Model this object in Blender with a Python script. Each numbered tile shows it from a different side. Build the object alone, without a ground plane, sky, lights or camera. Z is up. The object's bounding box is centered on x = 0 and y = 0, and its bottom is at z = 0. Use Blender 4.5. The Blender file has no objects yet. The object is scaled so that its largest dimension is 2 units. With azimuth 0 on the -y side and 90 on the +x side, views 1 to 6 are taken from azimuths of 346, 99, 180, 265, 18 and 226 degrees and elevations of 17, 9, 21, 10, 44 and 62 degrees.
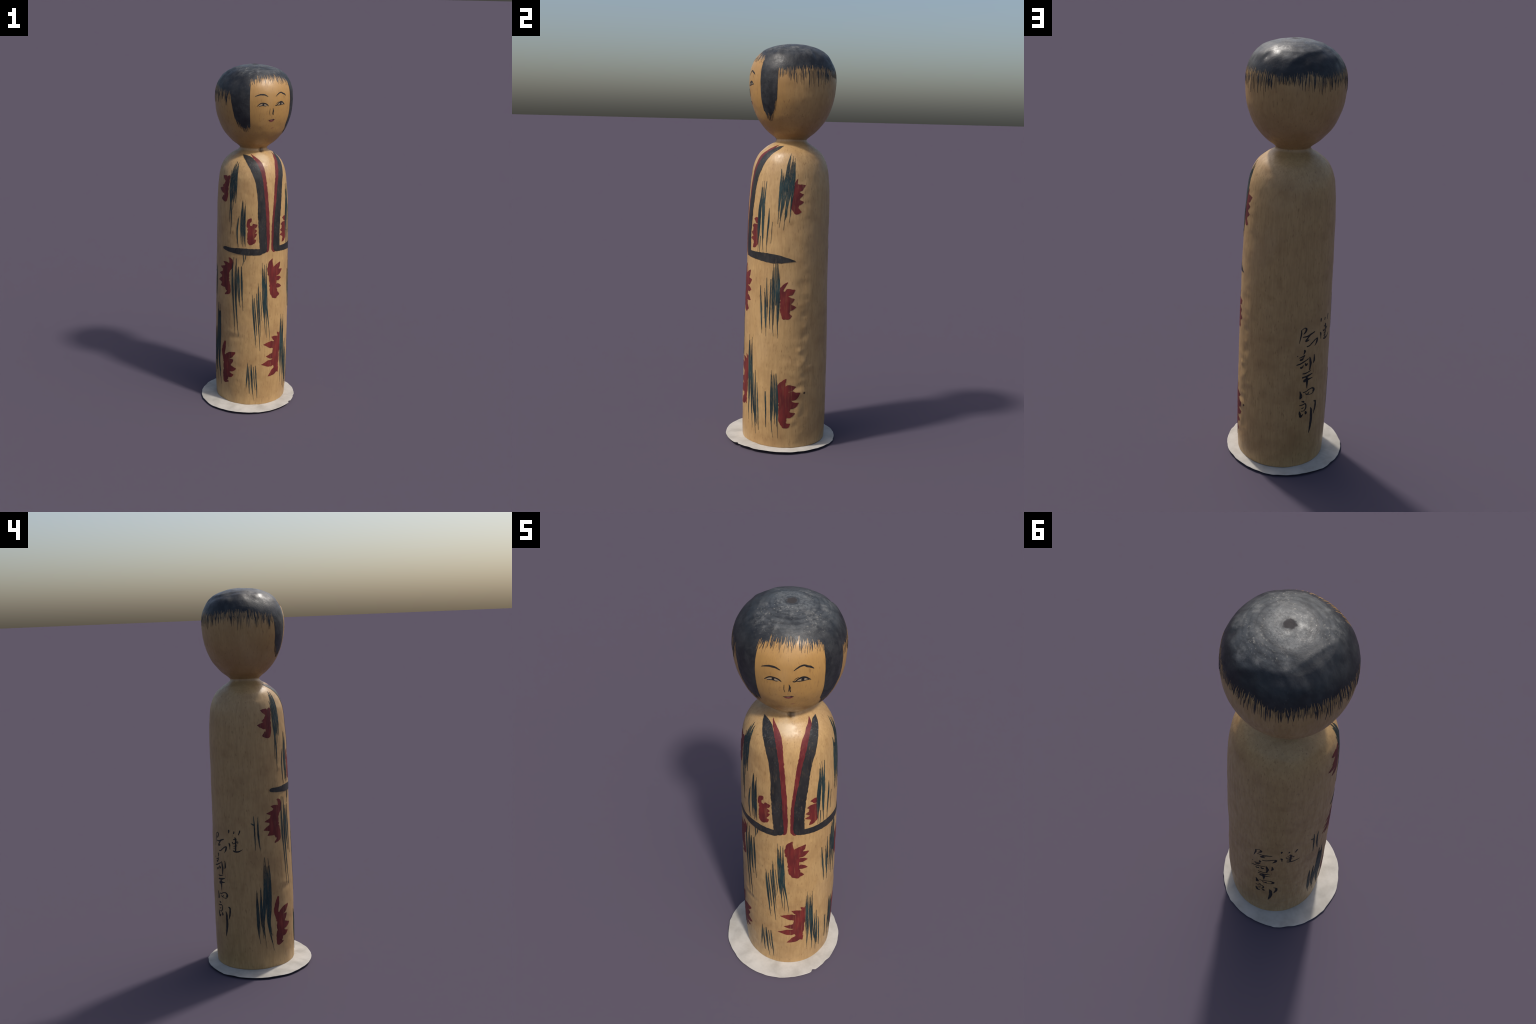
"""A painted wooden kokeshi doll: a turned, slightly leaning wooden body and a
rounded flat-topped head, brush painted (hair, face, kimono collar, sash,
blossoms, leaf strokes, signature), standing on a thin paper disc.

The turned surface is one function  surface(theta, s)  (s = arc length up the
profile); everything painted is a brush stroke laid on that function."""
import bpy, math
import numpy as np
from mathutils import Vector

RNG = np.random.default_rng(7)

# ------------------------------------------------------------------ profile
# radius of the turning, lean of its axis and its ovality, against height (m)
Z_KNOT = [0, 0.1, 0.3, 0.5, 0.7, 0.9, 1.1, 1.25, 1.34, 1.4, 1.44, 1.475, 1.505, 1.53, 1.55, 1.57, 1.595, 1.63, 1.68, 1.73, 1.78, 1.83, 1.87, 1.91, 1.94, 1.965]
R_KNOT = [0.2086, 0.2126, 0.2147, 0.2133, 0.211, 0.2074, 0.205, 0.2013, 0.1953, 0.1868, 0.1737, 0.1522, 0.1172, 0.0804, 0.0874, 0.1125, 0.138, 0.1661, 0.1905, 0.2068, 0.2142, 0.2161, 0.2113, 0.1967, 0.1762, 0.1484]
Z_AXIS = [0, 0.3, 0.6, 0.9, 1.2, 1.4, 1.55, 1.7, 1.85, 2]
X_AXIS = [0.0205, 0.0195, 0.018, 0.0157, 0.0123, 0.0095, 0.0105, 0.0092, 0.0072, 0.0119]
Y_AXIS = [0.0191, 0.0183, 0.0163, 0.0158, 0.017, 0.0188, 0.0188, 0.0182, 0.0183, 0.0201]
OVAL_C = [-0.001, 0.0011, 0.0024, 0.0033, 0.0018, 0.0014, 0.0022, 0.0032, 0.0022, -0.0005]
OVAL_S = [-0.0004, 0.002, 0.0007, 0.0011, -0.0002, 0.0001, 0.0004, -0.0008, -0.0012, -0.0042]

Z_TOP, R_DOME = 2.0005, 0.1484


def spline(k, v, z):
    k, v = np.asarray(k, float), np.asarray(v, float)
    z = np.clip(np.asarray(z, float), k[0], k[-1])
    h = np.diff(k)
    d = np.diff(v) / h
    m = np.zeros_like(v)
    m[0], m[-1] = d[0], d[-1]
    m[1:-1] = (d[:-1] * h[1:] + d[1:] * h[:-1]) / (h[:-1] + h[1:])
    j = np.clip(np.searchsorted(k, z, side='right') - 1, 0, len(k) - 2)
    t = (z - k[j]) / h[j]
    return ((2*t**3 - 3*t**2 + 1) * v[j] + (t**3 - 2*t**2 + t) * h[j] * m[j]
            + (-2*t**3 + 3*t**2) * v[j+1] + (t**3 - t**2) * h[j] * m[j+1])


def build_profile():
    """Arc-length table of the half profile from the foot to the crown."""
    z = np.concatenate([np.linspace(FOOT_Z, Z_KNOT[-1], 3000)])
    r = spline(Z_KNOT, R_KNOT, z)
    r = r - 0.0045 * np.exp(-np.abs((z - 1.541) / 0.007) ** 1.4)   # crease where the head is set in
    foot = np.clip((z - FOOT_Z) / 0.008, 0, 1)          # softened foot edge
    r = r - 0.005 * (1 - np.sqrt(1 - (1 - foot) ** 2 * 0.999))
    rd = np.linspace(R_DOME, 0.0, 600)[1:]
    k = (Z_TOP - Z_KNOT[-1]) / R_DOME ** 2
    q = (rd / R_DOME)
    zd = Z_TOP - k * R_DOME ** 2 * (0.75 * q ** 2 + 0.25 * q ** 4)
    z, r = np.concatenate([z, zd]), np.concatenate([r, rd])
    s = np.concatenate([[0], np.cumsum(np.hypot(np.diff(z), np.diff(r)))])
    return s, r, z


FOOT_Z = 0.012
S_TAB, R_TAB, Z_TAB = build_profile()
S_END = S_TAB[-1]


def s_of_z(z):
    return np.interp(z, Z_TAB, S_TAB)


# ------------------------------------------------------------------- relief
def hash3(i, j, k, seed):
    h = (i * 374761393 + j * 668265263 + k * 2147483647 + seed * 1274126177) & 0xffffffff
    h = ((h ^ (h >> 13)) * 1274126177) & 0xffffffff
    return ((h ^ (h >> 16)) & 0xffff) / 32767.5 - 1.0


def noise3(p, seed=0):
    """Smooth value noise in [-1, 1]; p is (..., 3)."""
    f = np.floor(p).astype(np.int64)
    t = p - f
    t = t * t * t * (t * (t * 6 - 15) + 10)
    out = 0.0
    for a in (0, 1):
        for b in (0, 1):
            for c in (0, 1):
                w = ((t[..., 0] if a else 1 - t[..., 0]) * (t[..., 1] if b else 1 - t[..., 1])
                     * (t[..., 2] if c else 1 - t[..., 2]))
                out = out + w * hash3(f[..., 0] + a, f[..., 1] + b, f[..., 2] + c, seed)
    return out


def angle_gap(t, deg):
    return (t - math.radians(deg) + math.pi) % (2 * math.pi) - math.pi


# dents (-) and lumps (+): angle, height, depth mm, half width along the girth mm, half height mm
LUMPS = [
    (31, .843, -3, 20, 22), (28, .742, 2, 16, 14), (33, .690, -3, 16, 18), (43, .796, 2.5, 18, 24),
    (27, .514, 4, 12, 12), (33, .586, -3, 16, 18), (43, .426, 4, 18, 12), (34, .385, -3.5, 16, 16),
    (26, .330, -3.5, 20, 14), (30, .296, 4.5, 26, 16), (46, .350, 3, 14, 20), (27, .205, 4, 13, 26),
    (36, .215, -3, 14, 40), (20, .150, 3, 14, 16), (34, .460, 3, 12, 14), (23, .456, -2.5, 14, 16),
    (35, .632, 3, 12, 14), (50, .98, 7.5, 110, 290), (46, 1.66, 10, 105, 80), (56, .22, 3.5, 40, 90), (30, .42, 4, 45, 90), (74, .5, 4, 90, 220),
    (285, 1.531, -9, 16, 9), (225, .47, 2.5, 40, 16), (228, .44, -2.5, 40, 14), (262, .455, 1.5, 40, 30),
]
# the worn, knocked crown: (angle, radius from the crown axis mm, depth mm, size mm)
KNOCKS = [
    (45, 170, -6, 14), (36, 162, 5, 20), (28, 172, 3, 20), (60, 165, 3, 24), (100, 196, -5, 24), (115, 190, -4, 26),
    (152, 186, 4, 18), (150, 205, -3, 14), (203, 165, 3, 20), (203, 190, -3, 22), (257, 150, 2, 22), (212, 150, 3, 20),
    (345, 165, 3, 36), (150, 150, -3, 22), (190, 175, -4, 30), (240, 185, 2, 30),
]
RIDGE = [(80, 192), (90, 176), (98, 168), (108, 160), (118, 156), (132, 150), (142, 140), (155, 128), (172, 118),
         (190, 118), (205, 130), (220, 150)]


def relief(theta, x, y, z):
    p = np.stack([x, y, z], -1)
    d = 0.0009 * noise3(p * 14.0, 3) + 0.0005 * noise3(p * 38.0, 5)
    girth = 0.212
    band = np.exp(-(angle_gap(theta, 36) / 0.30) ** 2) * np.clip((0.95 - z) / 0.15, 0, 1) * np.clip(z / 0.08, 0, 1)
    d = d + band * (0.0026 * noise3(p * np.array([11, 11, 8.0]), 11) + 0.0006 * noise3(p * 36.0, 12))
    for deg, zc, mm, wt, wz in LUMPS:
        d = d + mm * 0.0007 * np.exp(-(angle_gap(theta, deg) * girth / (wt * 1.2e-3)) ** 2 - ((z - zc) / (wz * 1.2e-3)) ** 2)
    up = z > 1.84
    if np.any(up):
        cx, cy = 0.0115, 0.019
        rad = np.hypot(x - cx, y - cy)
        h = np.zeros_like(d)
        for deg, rr, mm, size in KNOCKS:
            a = math.radians(deg)
            h += mm * 0.0008 * np.exp(-((x - cx - rr * 1e-3 * math.cos(a)) ** 2 + (y - cy - rr * 1e-3 * math.sin(a)) ** 2)
                                     / (size * 1e-3) ** 2)
        # crease: proud on the crown side of the ridge line, hollow below it
        t = np.mod(theta, 2 * math.pi)
        deg = np.degrees(t)
        line = np.interp(deg, [a for a, _ in RIDGE], [b for _, b in RIDGE]) * 1e-3
        fade = np.clip((deg - 78) / 14, 0, 1) * np.clip((222 - deg) / 20, 0, 1)
        g = rad - line
        h += fade * (0.0009 * np.exp(-((g + 0.006) / 0.009) ** 2) - 0.0016 * np.exp(-((g - 0.012) / 0.013) ** 2))
        h += 0.0012 * noise3(p * 22.0, 21) * np.clip((z - 1.90) / 0.04, 0, 1)
        d = d + np.where(up, h * np.clip((z - 1.84) / 0.05, 0, 1), 0)
    return d


def raw(theta, s):
    r = np.interp(s, S_TAB, R_TAB)
    z = np.interp(s, S_TAB, Z_TAB)
    oval = np.clip(r / 0.15, 0, 1)
    r = r + oval * (spline(Z_AXIS, OVAL_C, z) * np.cos(2*theta) + spline(Z_AXIS, OVAL_S, z) * np.sin(2*theta))
    return np.stack([spline(Z_AXIS, X_AXIS, z) + r * np.cos(theta), spline(Z_AXIS, Y_AXIS, z) + r * np.sin(theta), z], -1)


def profile_normal(theta, s):
    e = 0.0015
    dr = np.interp(s + e, S_TAB, R_TAB) - np.interp(s - e, S_TAB, R_TAB)
    dz = np.interp(s + e, S_TAB, Z_TAB) - np.interp(s - e, S_TAB, Z_TAB)
    n = np.hypot(dr, dz) + 1e-12
    return np.stack([dz / n * np.cos(theta), dz / n * np.sin(theta), -dr / n], -1)


def surface(theta, s, lift=0.0):
    theta, s = np.broadcast_arrays(np.asarray(theta, float), np.asarray(s, float))
    s = np.clip(s, 0, S_END)
    p = raw(theta, s)
    d = relief(theta, p[..., 0], p[..., 1], p[..., 2]) + lift
    return p + profile_normal(theta, s) * np.asarray(d)[..., None]


def surface_normal(theta, s):
    theta, s = np.broadcast_arrays(np.asarray(theta, float), np.asarray(s, float))
    e = 0.0015
    s = np.clip(s, e, S_END - 2 * e)
    du = surface(theta + 0.008, s) - surface(theta - 0.008, s)
    dv = surface(theta, s + e) - surface(theta, s - e)
    n = np.cross(du, dv)
    return n / (np.linalg.norm(n, axis=-1, keepdims=True) + 1e-12)


# ---------------------------------------------------------------- mesh tools
def make_mesh(name, verts, faces, normals=None, material=None, parent=None, kind=None):
    me = bpy.data.meshes.new(name)
    me.from_pydata([tuple(v) for v in verts], [], faces)
    me.update()
    me.polygons.foreach_set('use_smooth', [True] * len(me.polygons))
    if normals is not None:
        me.normals_split_custom_set_from_vertices([tuple(n) for n in normals])
    ob = bpy.data.objects.new(name, me)
    bpy.context.scene.collection.objects.link(ob)
    if material:
        for m in (material if isinstance(material, (list, tuple)) else [material]):
            me.materials.append(m)
    if parent:
        ob.parent = parent
    if kind:
        ob['kind'] = kind
    return ob


def grid_faces(rows, cols, closed):
    last = cols if closed else cols - 1
    i = np.arange(rows - 1)[:, None] * cols
    j = np.arange(last)[None, :]
    k = (j + 1) % cols
    return np.stack([i + j, i + k, i + cols + k, i + cols + j], -1).reshape(-1, 4).tolist()


def stroke(*points):
    """A brush stroke: points (angle deg, height m, width mm)."""
    return points


def curve(pts, step=0.0022):
    """Resample control points smoothly into (theta, s, width m)."""
    a = np.unwrap(np.radians([p[0] for p in pts]))
    s = s_of_z(np.array([p[1] for p in pts]))
    w = np.array([p[2] for p in pts]) * 1e-3
    r = np.interp(s, S_TAB, R_TAB)
    d = np.hypot(np.diff(a) * 0.5 * (r[1:] + r[:-1]), np.diff(s))
    t = np.concatenate([[0], np.cumsum(np.maximum(d, 1e-4))])
    n = max(8, int(t[-1] / step) + 1)
    u = np.linspace(0, t[-1], n)
    if len(pts) > 2:
        return spline(t, a, u), spline(t, s, u), np.maximum(np.interp(u, t, w), 2e-4), u
    return np.interp(u, t, a), np.interp(u, t, s), np.interp(u, t, w), u


class Paint:
    """Collects strokes into one mesh of thin raised paint."""

    def __init__(self):
        self.v, self.n, self.f, self.m = [], [], [], []
        self.count = 0

    def add(self, pts, lift, grow=1.0, ragged=0.08, slot=0, round_ends=True, swell=0.0):
        th, s, w, u = curve(pts)
        w = w * grow
        if swell:
            w = w + swell * pts[0][2] * 1e-3 * np.sin(np.pi * np.clip(u / u[-1], 0, 1)) ** 1.2 * (len(pts) == 3)
        L = u[-1]
        if round_ends:
            for dist, end in ((u, w[0]), (L - u, w[-1])):
                cap = min(0.5 * end, 0.45 * L)
                if end > 0.0015 and cap > 0:
                    q = np.clip(dist / cap, 0, 1)
                    w = w * np.sqrt(np.clip(1 - (1 - q) ** 2, 0.02, 1))
        seed = int(RNG.integers(1, 9999))
        line = np.stack([u * 90, np.zeros_like(u), np.full_like(u, seed)], -1)
        wl = w * (0.5 + ragged * noise3(line, 1)) + 0.0005 * ragged * 4 * noise3(line * 2.3, 4)
        wr = w * (0.5 + ragged * noise3(line + 77, 2)) + 0.0005 * ragged * 4 * noise3(line * 2.3 + 31, 4)
        wl, wr = np.maximum(wl, 1e-4), np.maximum(wr, 1e-4)
        R = np.interp(s, S_TAB, R_TAB)
        tx, ty = np.gradient(th) * R, np.gradient(s)
        n = np.hypot(tx, ty) + 1e-12
        bx, by = ty / n, -tx / n                       # across the stroke, in (girth, meridian)
        k = int(max(3, min(11, np.ceil(w.max() / 0.006) + 2)))
        off = np.linspace(-1, 1, k)
        x = np.where(off[None] < 0, off[None] * wl[:, None], off[None] * wr[:, None])
        x = np.concatenate([x[:, :1] * 1.0 - 3e-4, x, x[:, -1:] + 3e-4], 1)
        lifts = np.full(x.shape, lift)
        lifts[:, 0] = lifts[:, -1] = -6e-4
        T = th[:, None] + x * (bx / np.maximum(R, .02))[:, None]
        S = s[:, None] + x * by[:, None]
        P = surface(T, S, lifts)
        N = surface_normal(T, S)
        rows, cols = x.shape
        self.v.append(P.reshape(-1, 3))
        self.n.append(N.reshape(-1, 3))
        base = self.count
        fs = [[a + base for a in q] for q in grid_faces(rows, cols, False)]
        self.f += fs
        self.m += [slot] * len(fs)
        self.count += rows * cols

    def build(self, name, material, parent, kind=None):
        ob = make_mesh(name, np.concatenate(self.v), self.f, np.concatenate(self.n), material, parent, kind)
        if isinstance(material, (list, tuple)):
            ob.data.polygons.foreach_set('material_index', self.m)
        return ob


# ----------------------------------------------------------------- materials
class Nodes:
    def __init__(self, tree):
        self.t = tree

    def new(self, kind, **inputs):
        n = self.t.nodes.new(kind)
        for k, v in inputs.items():
            if k.startswith('_'):
                setattr(n, k[1:], v)
            else:
                key = int(k[1:]) if k[0] == 'i' and k[1:].isdigit() else k.replace('_', ' ')
                if isinstance(v, bpy.types.NodeSocket):
                    self.t.links.new(v, n.inputs[key])
                else:
                    n.inputs[key].default_value = v
        return n

    def position(self, scale=(1, 1, 1), loc=(0, 0, 0)):
        c = self.new('ShaderNodeTexCoord')
        return self.new('ShaderNodeMapping', Vector=c.outputs['Object'], Scale=scale, Location=loc).outputs[0]

    def noise(self, scale, vec, detail=3.0, rough=0.55):
        return self.new('ShaderNodeTexNoise', Vector=vec, Scale=scale, Detail=detail, Roughness=rough).outputs['Fac']

    def math(self, op, a, b=0.0, clamp=False):
        n = self.new('ShaderNodeMath', _operation=op, _use_clamp=clamp, i0=a, i1=b)
        return n.outputs[0]

    def ramp(self, fac, lo, hi, to_lo=0.0, to_hi=1.0):
        n = self.new('ShaderNodeMapRange', _interpolation_type='SMOOTHSTEP', Value=fac)
        for k, v in (('From Min', lo), ('From Max', hi), ('To Min', to_lo), ('To Max', to_hi)):
            n.inputs[k].default_value = v
        return n.outputs[0]

    def mix(self, fac, a, b, mode='MIX'):
        n = self.new('ShaderNodeMix', _data_type='RGBA', _blend_type=mode)
        for idx, v in ((0, fac), (6, a), (7, b)):
            if isinstance(v, bpy.types.NodeSocket):
                self.t.links.new(v, n.inputs[idx])
            else:
                n.inputs[idx].default_value = v if idx == 0 else (*v, 1.0)
        return n.outputs[2]


WOOD_LIGHT, WOOD_BROWN = (0.455, 0.288, 0.122), (0.305, 0.174, 0.070)
FACE_TINT = (0.350, 0.186, 0.049)


def wood_color(n):
    """Aged turned maple: upright grain, brown flecks, soft blotches, a deeper yellow on the head."""
    streak = n.noise(1.0, n.position((80, 80, 9)), 5, 0.62)
    fine = n.noise(1.0, n.position((260, 260, 16)), 3, 0.6)
    blot = n.noise(7.0, n.position(), 4, 0.6)
    flecks = n.noise(1.0, n.position((170, 170, 34)), 2, 0.5)
    col = n.mix(n.ramp(streak, 0.35, 0.70), WOOD_LIGHT, (0.392, 0.240, 0.099))
    col = n.mix(n.math('MULTIPLY', n.ramp(blot, 0.45, 0.72), 0.60), col, WOOD_BROWN)
    stain = n.noise(24.0, n.position((1, 1, .7), (1.7, 4.1, .3)), 4, 0.6)
    col = n.mix(n.math('MULTIPLY', n.ramp(stain, 0.50, 0.74), 0.42), col, (0.300, 0.168, 0.062))
    z = n.new('ShaderNodeSeparateXYZ', Vector=n.position()).outputs[2]
    head = n.ramp(z, 1.535, 1.56)
    # tint grows stronger towards the face side
    xyz = n.new('ShaderNodeSeparateXYZ', Vector=n.position())
    ahead = n.math('ADD', n.math('MULTIPLY', xyz.outputs[0], 0.28), n.math('MULTIPLY', xyz.outputs[1], -0.96))
    face = n.math('MULTIPLY', head, n.ramp(ahead, -0.04, 0.13, 0.28, 0.78))
    col = n.mix(face, col, FACE_TINT)
    col = n.mix(n.math('MULTIPLY', n.ramp(flecks, 0.60, 0.74), 0.55), col, (0.180, 0.088, 0.032))
    col = n.mix(n.math('MULTIPLY', n.ramp(fine, 0.40, 0.75), 0.30), col, (0.25, 0.14, 0.06))
    pale = n.noise(4.0, n.position((1, 1, .6), (3.1, 1.2, 0.4)), 3)
    col = n.mix(n.math('MULTIPLY', n.ramp(pale, 0.52, 0.72), 0.28), col, (0.52, 0.35, 0.18))
    chest_light = n.new('ShaderNodeVectorMath', _operation='DISTANCE', i0=n.position(), i1=CHEST_HIGHLIGHT)
    chest_light = n.math('ADD', chest_light.outputs['Value'], n.math('MULTIPLY', n.math('SUBTRACT', stain, 0.5), 0.06))
    col = n.mix(n.ramp(chest_light, 0.055, 0.012, 0.0, 0.5), col, (0.56, 0.45, 0.31))  # pale highlight baked into the colour of the upper chest
    chin_shade = n.new('ShaderNodeVectorMath', _operation='DISTANCE', i0=n.position(), i1=CHIN_SHADE)
    chin_shade = n.math('ADD', chin_shade.outputs['Value'], n.math('MULTIPLY', n.math('SUBTRACT', flecks, 0.5), 0.012))
    col = n.mix(n.ramp(chin_shade, 0.022, 0.008, 0.0, 0.85), col, (0.110, 0.068, 0.034))  # shade under the chin, painted into the wood colour
    # small round dark spot in the wood colour
    d = n.new('ShaderNodeVectorMath', _operation='DISTANCE', i0=n.position(), i1=DARK_SPOT)
    col = n.mix(n.ramp(d.outputs['Value'], 0.0075, 0.0045), col, (0.075, 0.040, 0.018))
    return col, streak, fine


def new_material(name):
    m = bpy.data.materials.new(name)
    m.use_nodes = True
    m.node_tree.nodes.clear()
    n = Nodes(m.node_tree)
    out = n.new('ShaderNodeOutputMaterial')
    return m, n, out


def finish_material(n, out, color, rough, spec=0.4, bump=None, strength=0.15, dist=0.002, coat=0.0):
    b = n.new('ShaderNodeBsdfPrincipled', Base_Color=color, Roughness=rough)
    b.inputs['Specular IOR Level'].default_value = spec
    b.inputs['Coat Weight'].default_value = coat
    b.inputs['Coat Roughness'].default_value = 0.35
    if bump is not None:
        bp = n.new('ShaderNodeBump', Strength=strength, Distance=dist, Height=bump)
        n.t.links.new(bp.outputs[0], b.inputs['Normal'])
    n.t.links.new(b.outputs[0], out.inputs[0])


def wood_material():
    m, n, out = new_material('aged_wood')
    col, streak, fine = wood_color(n)
    finish_material(n, out, col, n.ramp(streak, 0.3, 0.7, 0.36, 0.50), 0.5, fine, 0.12, 0.0015)
    return m


def paint_material(name, dark, light, show_wood=0.25, dry=(95, 95, 4), rough=0.5, speck=None, spec=0.3):
    """Brushed pigment: two tones along the brush, wood showing where the bristles ran dry."""
    m, n, out = new_material(name)
    wood, streak, fine = wood_color(n)
    hair = n.noise(1.0, n.position((dry[0] * 2.2, dry[1] * 2.2, dry[2])), 3, 0.6)
    tone = n.noise(1.0, n.position((30, 30, 9), (5, 2, 1)), 3, 0.6)
    col = n.mix(n.ramp(tone, 0.35, 0.68), dark, light)
    if speck:
        sp = n.noise(1.0, n.position((150, 150, 90)), 3, 0.65)
        patch = n.noise(9.0, n.position((1, 1, 1), (2, 7, 3)), 2)
        col = n.mix(n.math('MULTIPLY', n.ramp(sp, 0.54, 0.74), n.math('MULTIPLY', n.ramp(patch, 0.38, 0.68), n.ramp(n.new('ShaderNodeSeparateXYZ', Vector=n.position()).outputs[2], 1.22, 1.42, 0.3, 1.0))), col, speck)
    col = n.mix(n.math('MULTIPLY', n.ramp(hair, 0.54, 0.72), show_wood), col, wood)
    finish_material(n, out, col, rough, spec, fine, 0.10, 0.001)
    return m


CROWN = (0.0137, 0.0184)


def hair_material(name, faded=0.0):
    """Black lacquered hair, crown greyed by wear and baked-in light, with a bare dark plug at the lathe centre."""
    m, n, out = new_material(name)
    wood, streak, fine = wood_color(n)
    pos = n.position()
    xyz = n.new('ShaderNodeSeparateXYZ', Vector=pos)
    dx = n.math('SUBTRACT', xyz.outputs[0], CROWN[0])
    dy = n.math('SUBTRACT', xyz.outputs[1], CROWN[1])
    rad = n.math('SQRT', n.math('ADD', n.math('MULTIPLY', dx, dx), n.math('MULTIPLY', dy, dy)))
    wob = n.noise(9.0, pos, 4, 0.6)
    speck = n.noise(130.0, pos, 4, 0.7)
    smudge = n.noise(1.0, n.position((18, 42, 30)), 4, 0.6)
    col = n.mix(n.ramp(smudge, 0.35, 0.7), (0.0125, 0.0135, 0.016), (0.028, 0.029, 0.031))
    # crown grey: part wear, part baked sky light, up to the back-left ridge
    jit = n.math('MULTIPLY', n.math('SUBTRACT', wob, 0.5), 0.13)
    ridge_a = n.math('ADD', n.math('ADD', n.math('MULTIPLY', dx, -0.58), n.math('MULTIPLY', dy, 0.81)), n.math('MULTIPLY', jit, 0.4))
    ridge_b = n.math('ADD', dx, jit)
    inside = n.math('MULTIPLY', n.ramp(ridge_a, 0.160, 0.134), n.ramp(ridge_b, -0.150, -0.070))
    reach = n.math('ADD', rad, n.math('MULTIPLY', jit, 0.8))
    top = n.math('MULTIPLY', n.math('MULTIPLY', n.ramp(reach, 0.195, 0.125), inside), n.ramp(xyz.outputs[2], 1.915, 1.950))
    col = n.mix(n.math('MULTIPLY', top, n.ramp(smudge, 0.28, 0.62, 0.25, 1.0)), col, (0.062, 0.066, 0.069))
    turned = n.math('SINE', n.math('MULTIPLY', n.math('ADD', rad, n.math('MULTIPLY', jit, 0.06)), 330.0))
    col = n.mix(n.math('MULTIPLY', top, n.ramp(turned, 0.0, 1.0, 0.0, 0.40)), col, (0.020, 0.021, 0.023))
    cloud = n.noise(26.0, pos, 5, 0.65)
    col = n.mix(n.math('MULTIPLY', top, n.ramp(cloud, 0.50, 0.72, 0.0, 0.70)), col, (0.150, 0.150, 0.145))
    ring = n.math('MULTIPLY', n.ramp(rad, 0.022, 0.035), n.ramp(n.math('ADD', rad, n.math('MULTIPLY', n.math('SUBTRACT', wob, 0.5), 0.16)), 0.085, 0.055))
    col = n.mix(n.math('MULTIPLY', ring, n.ramp(speck, 0.35, 0.65, 0.10, 0.8)), col, (0.140, 0.145, 0.143))
    scuff = n.math('MULTIPLY', n.math('MULTIPLY', top, n.ramp(speck, 0.56, 0.70)), n.ramp(wob, 0.45, 0.6))
    col = n.mix(n.math('MULTIPLY', scuff, 0.75), col, (0.33, 0.31, 0.26))
    dust = n.math('MULTIPLY', n.ramp(speck, 0.60, 0.78), n.ramp(wob, 0.42, 0.62))
    col = n.mix(n.math('MULTIPLY', dust, 0.35), col, (0.17, 0.165, 0.155))
    plug = n.ramp(n.math('ADD', rad, n.math('MULTIPLY', n.math('SUBTRACT', n.noise(60.0, pos, 2), 0.5), 0.018)), 0.0235, 0.0145)
    col = n.mix(plug, col, (0.036, 0.032, 0.032))
    if faded:
        col = n.mix(faded, col, wood)
    finish_material(n, out, col, n.math('ADD', n.ramp(cloud, 0.35, 0.65, 0.36, 0.58), n.math('MULTIPLY', plug, 0.4)), 0.38, n.math('ADD', speck, n.math('MULTIPLY', cloud, 2.0)), 0.3, 0.0018)
    return m


def paper_material():
    m, n, out = new_material('off_white_paper')
    a = n.noise(9.0, n.position(), 4, 0.6)
    b = n.noise(60.0, n.position(), 4, 0.6)
    col = n.mix(n.ramp(a, 0.35, 0.7), (0.47, 0.44, 0.395), (0.35, 0.325, 0.285))
    col = n.mix(n.math('MULTIPLY', n.ramp(b, 0.5, 0.75), 0.25), col, (0.37, 0.345, 0.31))
    finish_material(n, out, col, 0.85, 0.2, a, 0.2, 0.004)
    return m


# ------------------------------------------------------------ painted strokes
# (angle deg round the turning, -y at 270; height m; width mm), each list one brush stroke
COLLARS = [
    [
        stroke((226.2, 1.5082, 0.8), (235.7, 1.5014, 22), (247.8, 1.4881, 44.1), (257.3, 1.4587, 50), (266.6, 1.3883, 44.5), (270.3, 1.2964, 40.3), (271.7, 1.1935, 46.7), (273, 1.0829, 45.9), (274.3, 1.002, 44), (275.2, 0.9596, 38.2)),
        stroke((349.8, 1.5081, 0.8), (340.7, 1.5005, 23.4), (333.4, 1.4891, 28.8), (325.1, 1.4692, 38.2), (318.7, 1.4401, 42.9), (314.2, 1.4047, 43.8), (309.9, 1.3646, 42.3), (306.9, 1.3198, 39.9), (304.8, 1.2717, 42.4), (302.7, 1.2219, 46.2), (300.7, 1.1694, 46.3), (299.3, 1.1143, 47.5), (298.8, 1.0574, 46.2), (298.9, 1.0043, 50.4), (300.1, 0.9626, 47)),
    ],
]
TRIMS = [
    [
        stroke((249, 1.5132, 1.5), (258.3, 1.4992, 13.4), (265.6, 1.4846, 21.9), (269.8, 1.4666, 31.2), (273.5, 1.434, 31), (275.7, 1.3949, 29.5), (277.2, 1.3498, 25.2), (278.7, 1.3023, 24.5), (279.6, 1.2518, 25.4), (280.4, 1.1996, 25.6), (281.1, 1.1449, 25.7), (281.5, 1.0886, 26.6), (281.7, 1.0306, 26.8), (281, 0.9796, 23.2), (280.3, 0.9641, 13.2)),
        stroke((333.9, 1.5138, 1.6), (330.5, 1.5079, 8.5), (325.4, 1.4977, 17.7), (319.3, 1.488, 20.1), (314.6, 1.477, 20.1), (310.7, 1.4642, 24.3), (307.8, 1.4489, 26.4), (305.8, 1.4319, 26.8), (303, 1.3932, 26.4), (300.1, 1.349, 24.4), (297.7, 1.302, 22.7), (295.8, 1.2523, 20.3), (294.2, 1.2003, 20.5), (292.5, 1.1459, 20.5), (291.7, 1.0894, 21.8), (291.6, 1.0314, 21.2), (292.7, 0.9775, 25.5), (294.8, 0.961, 14.7)),
    ],
]
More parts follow.
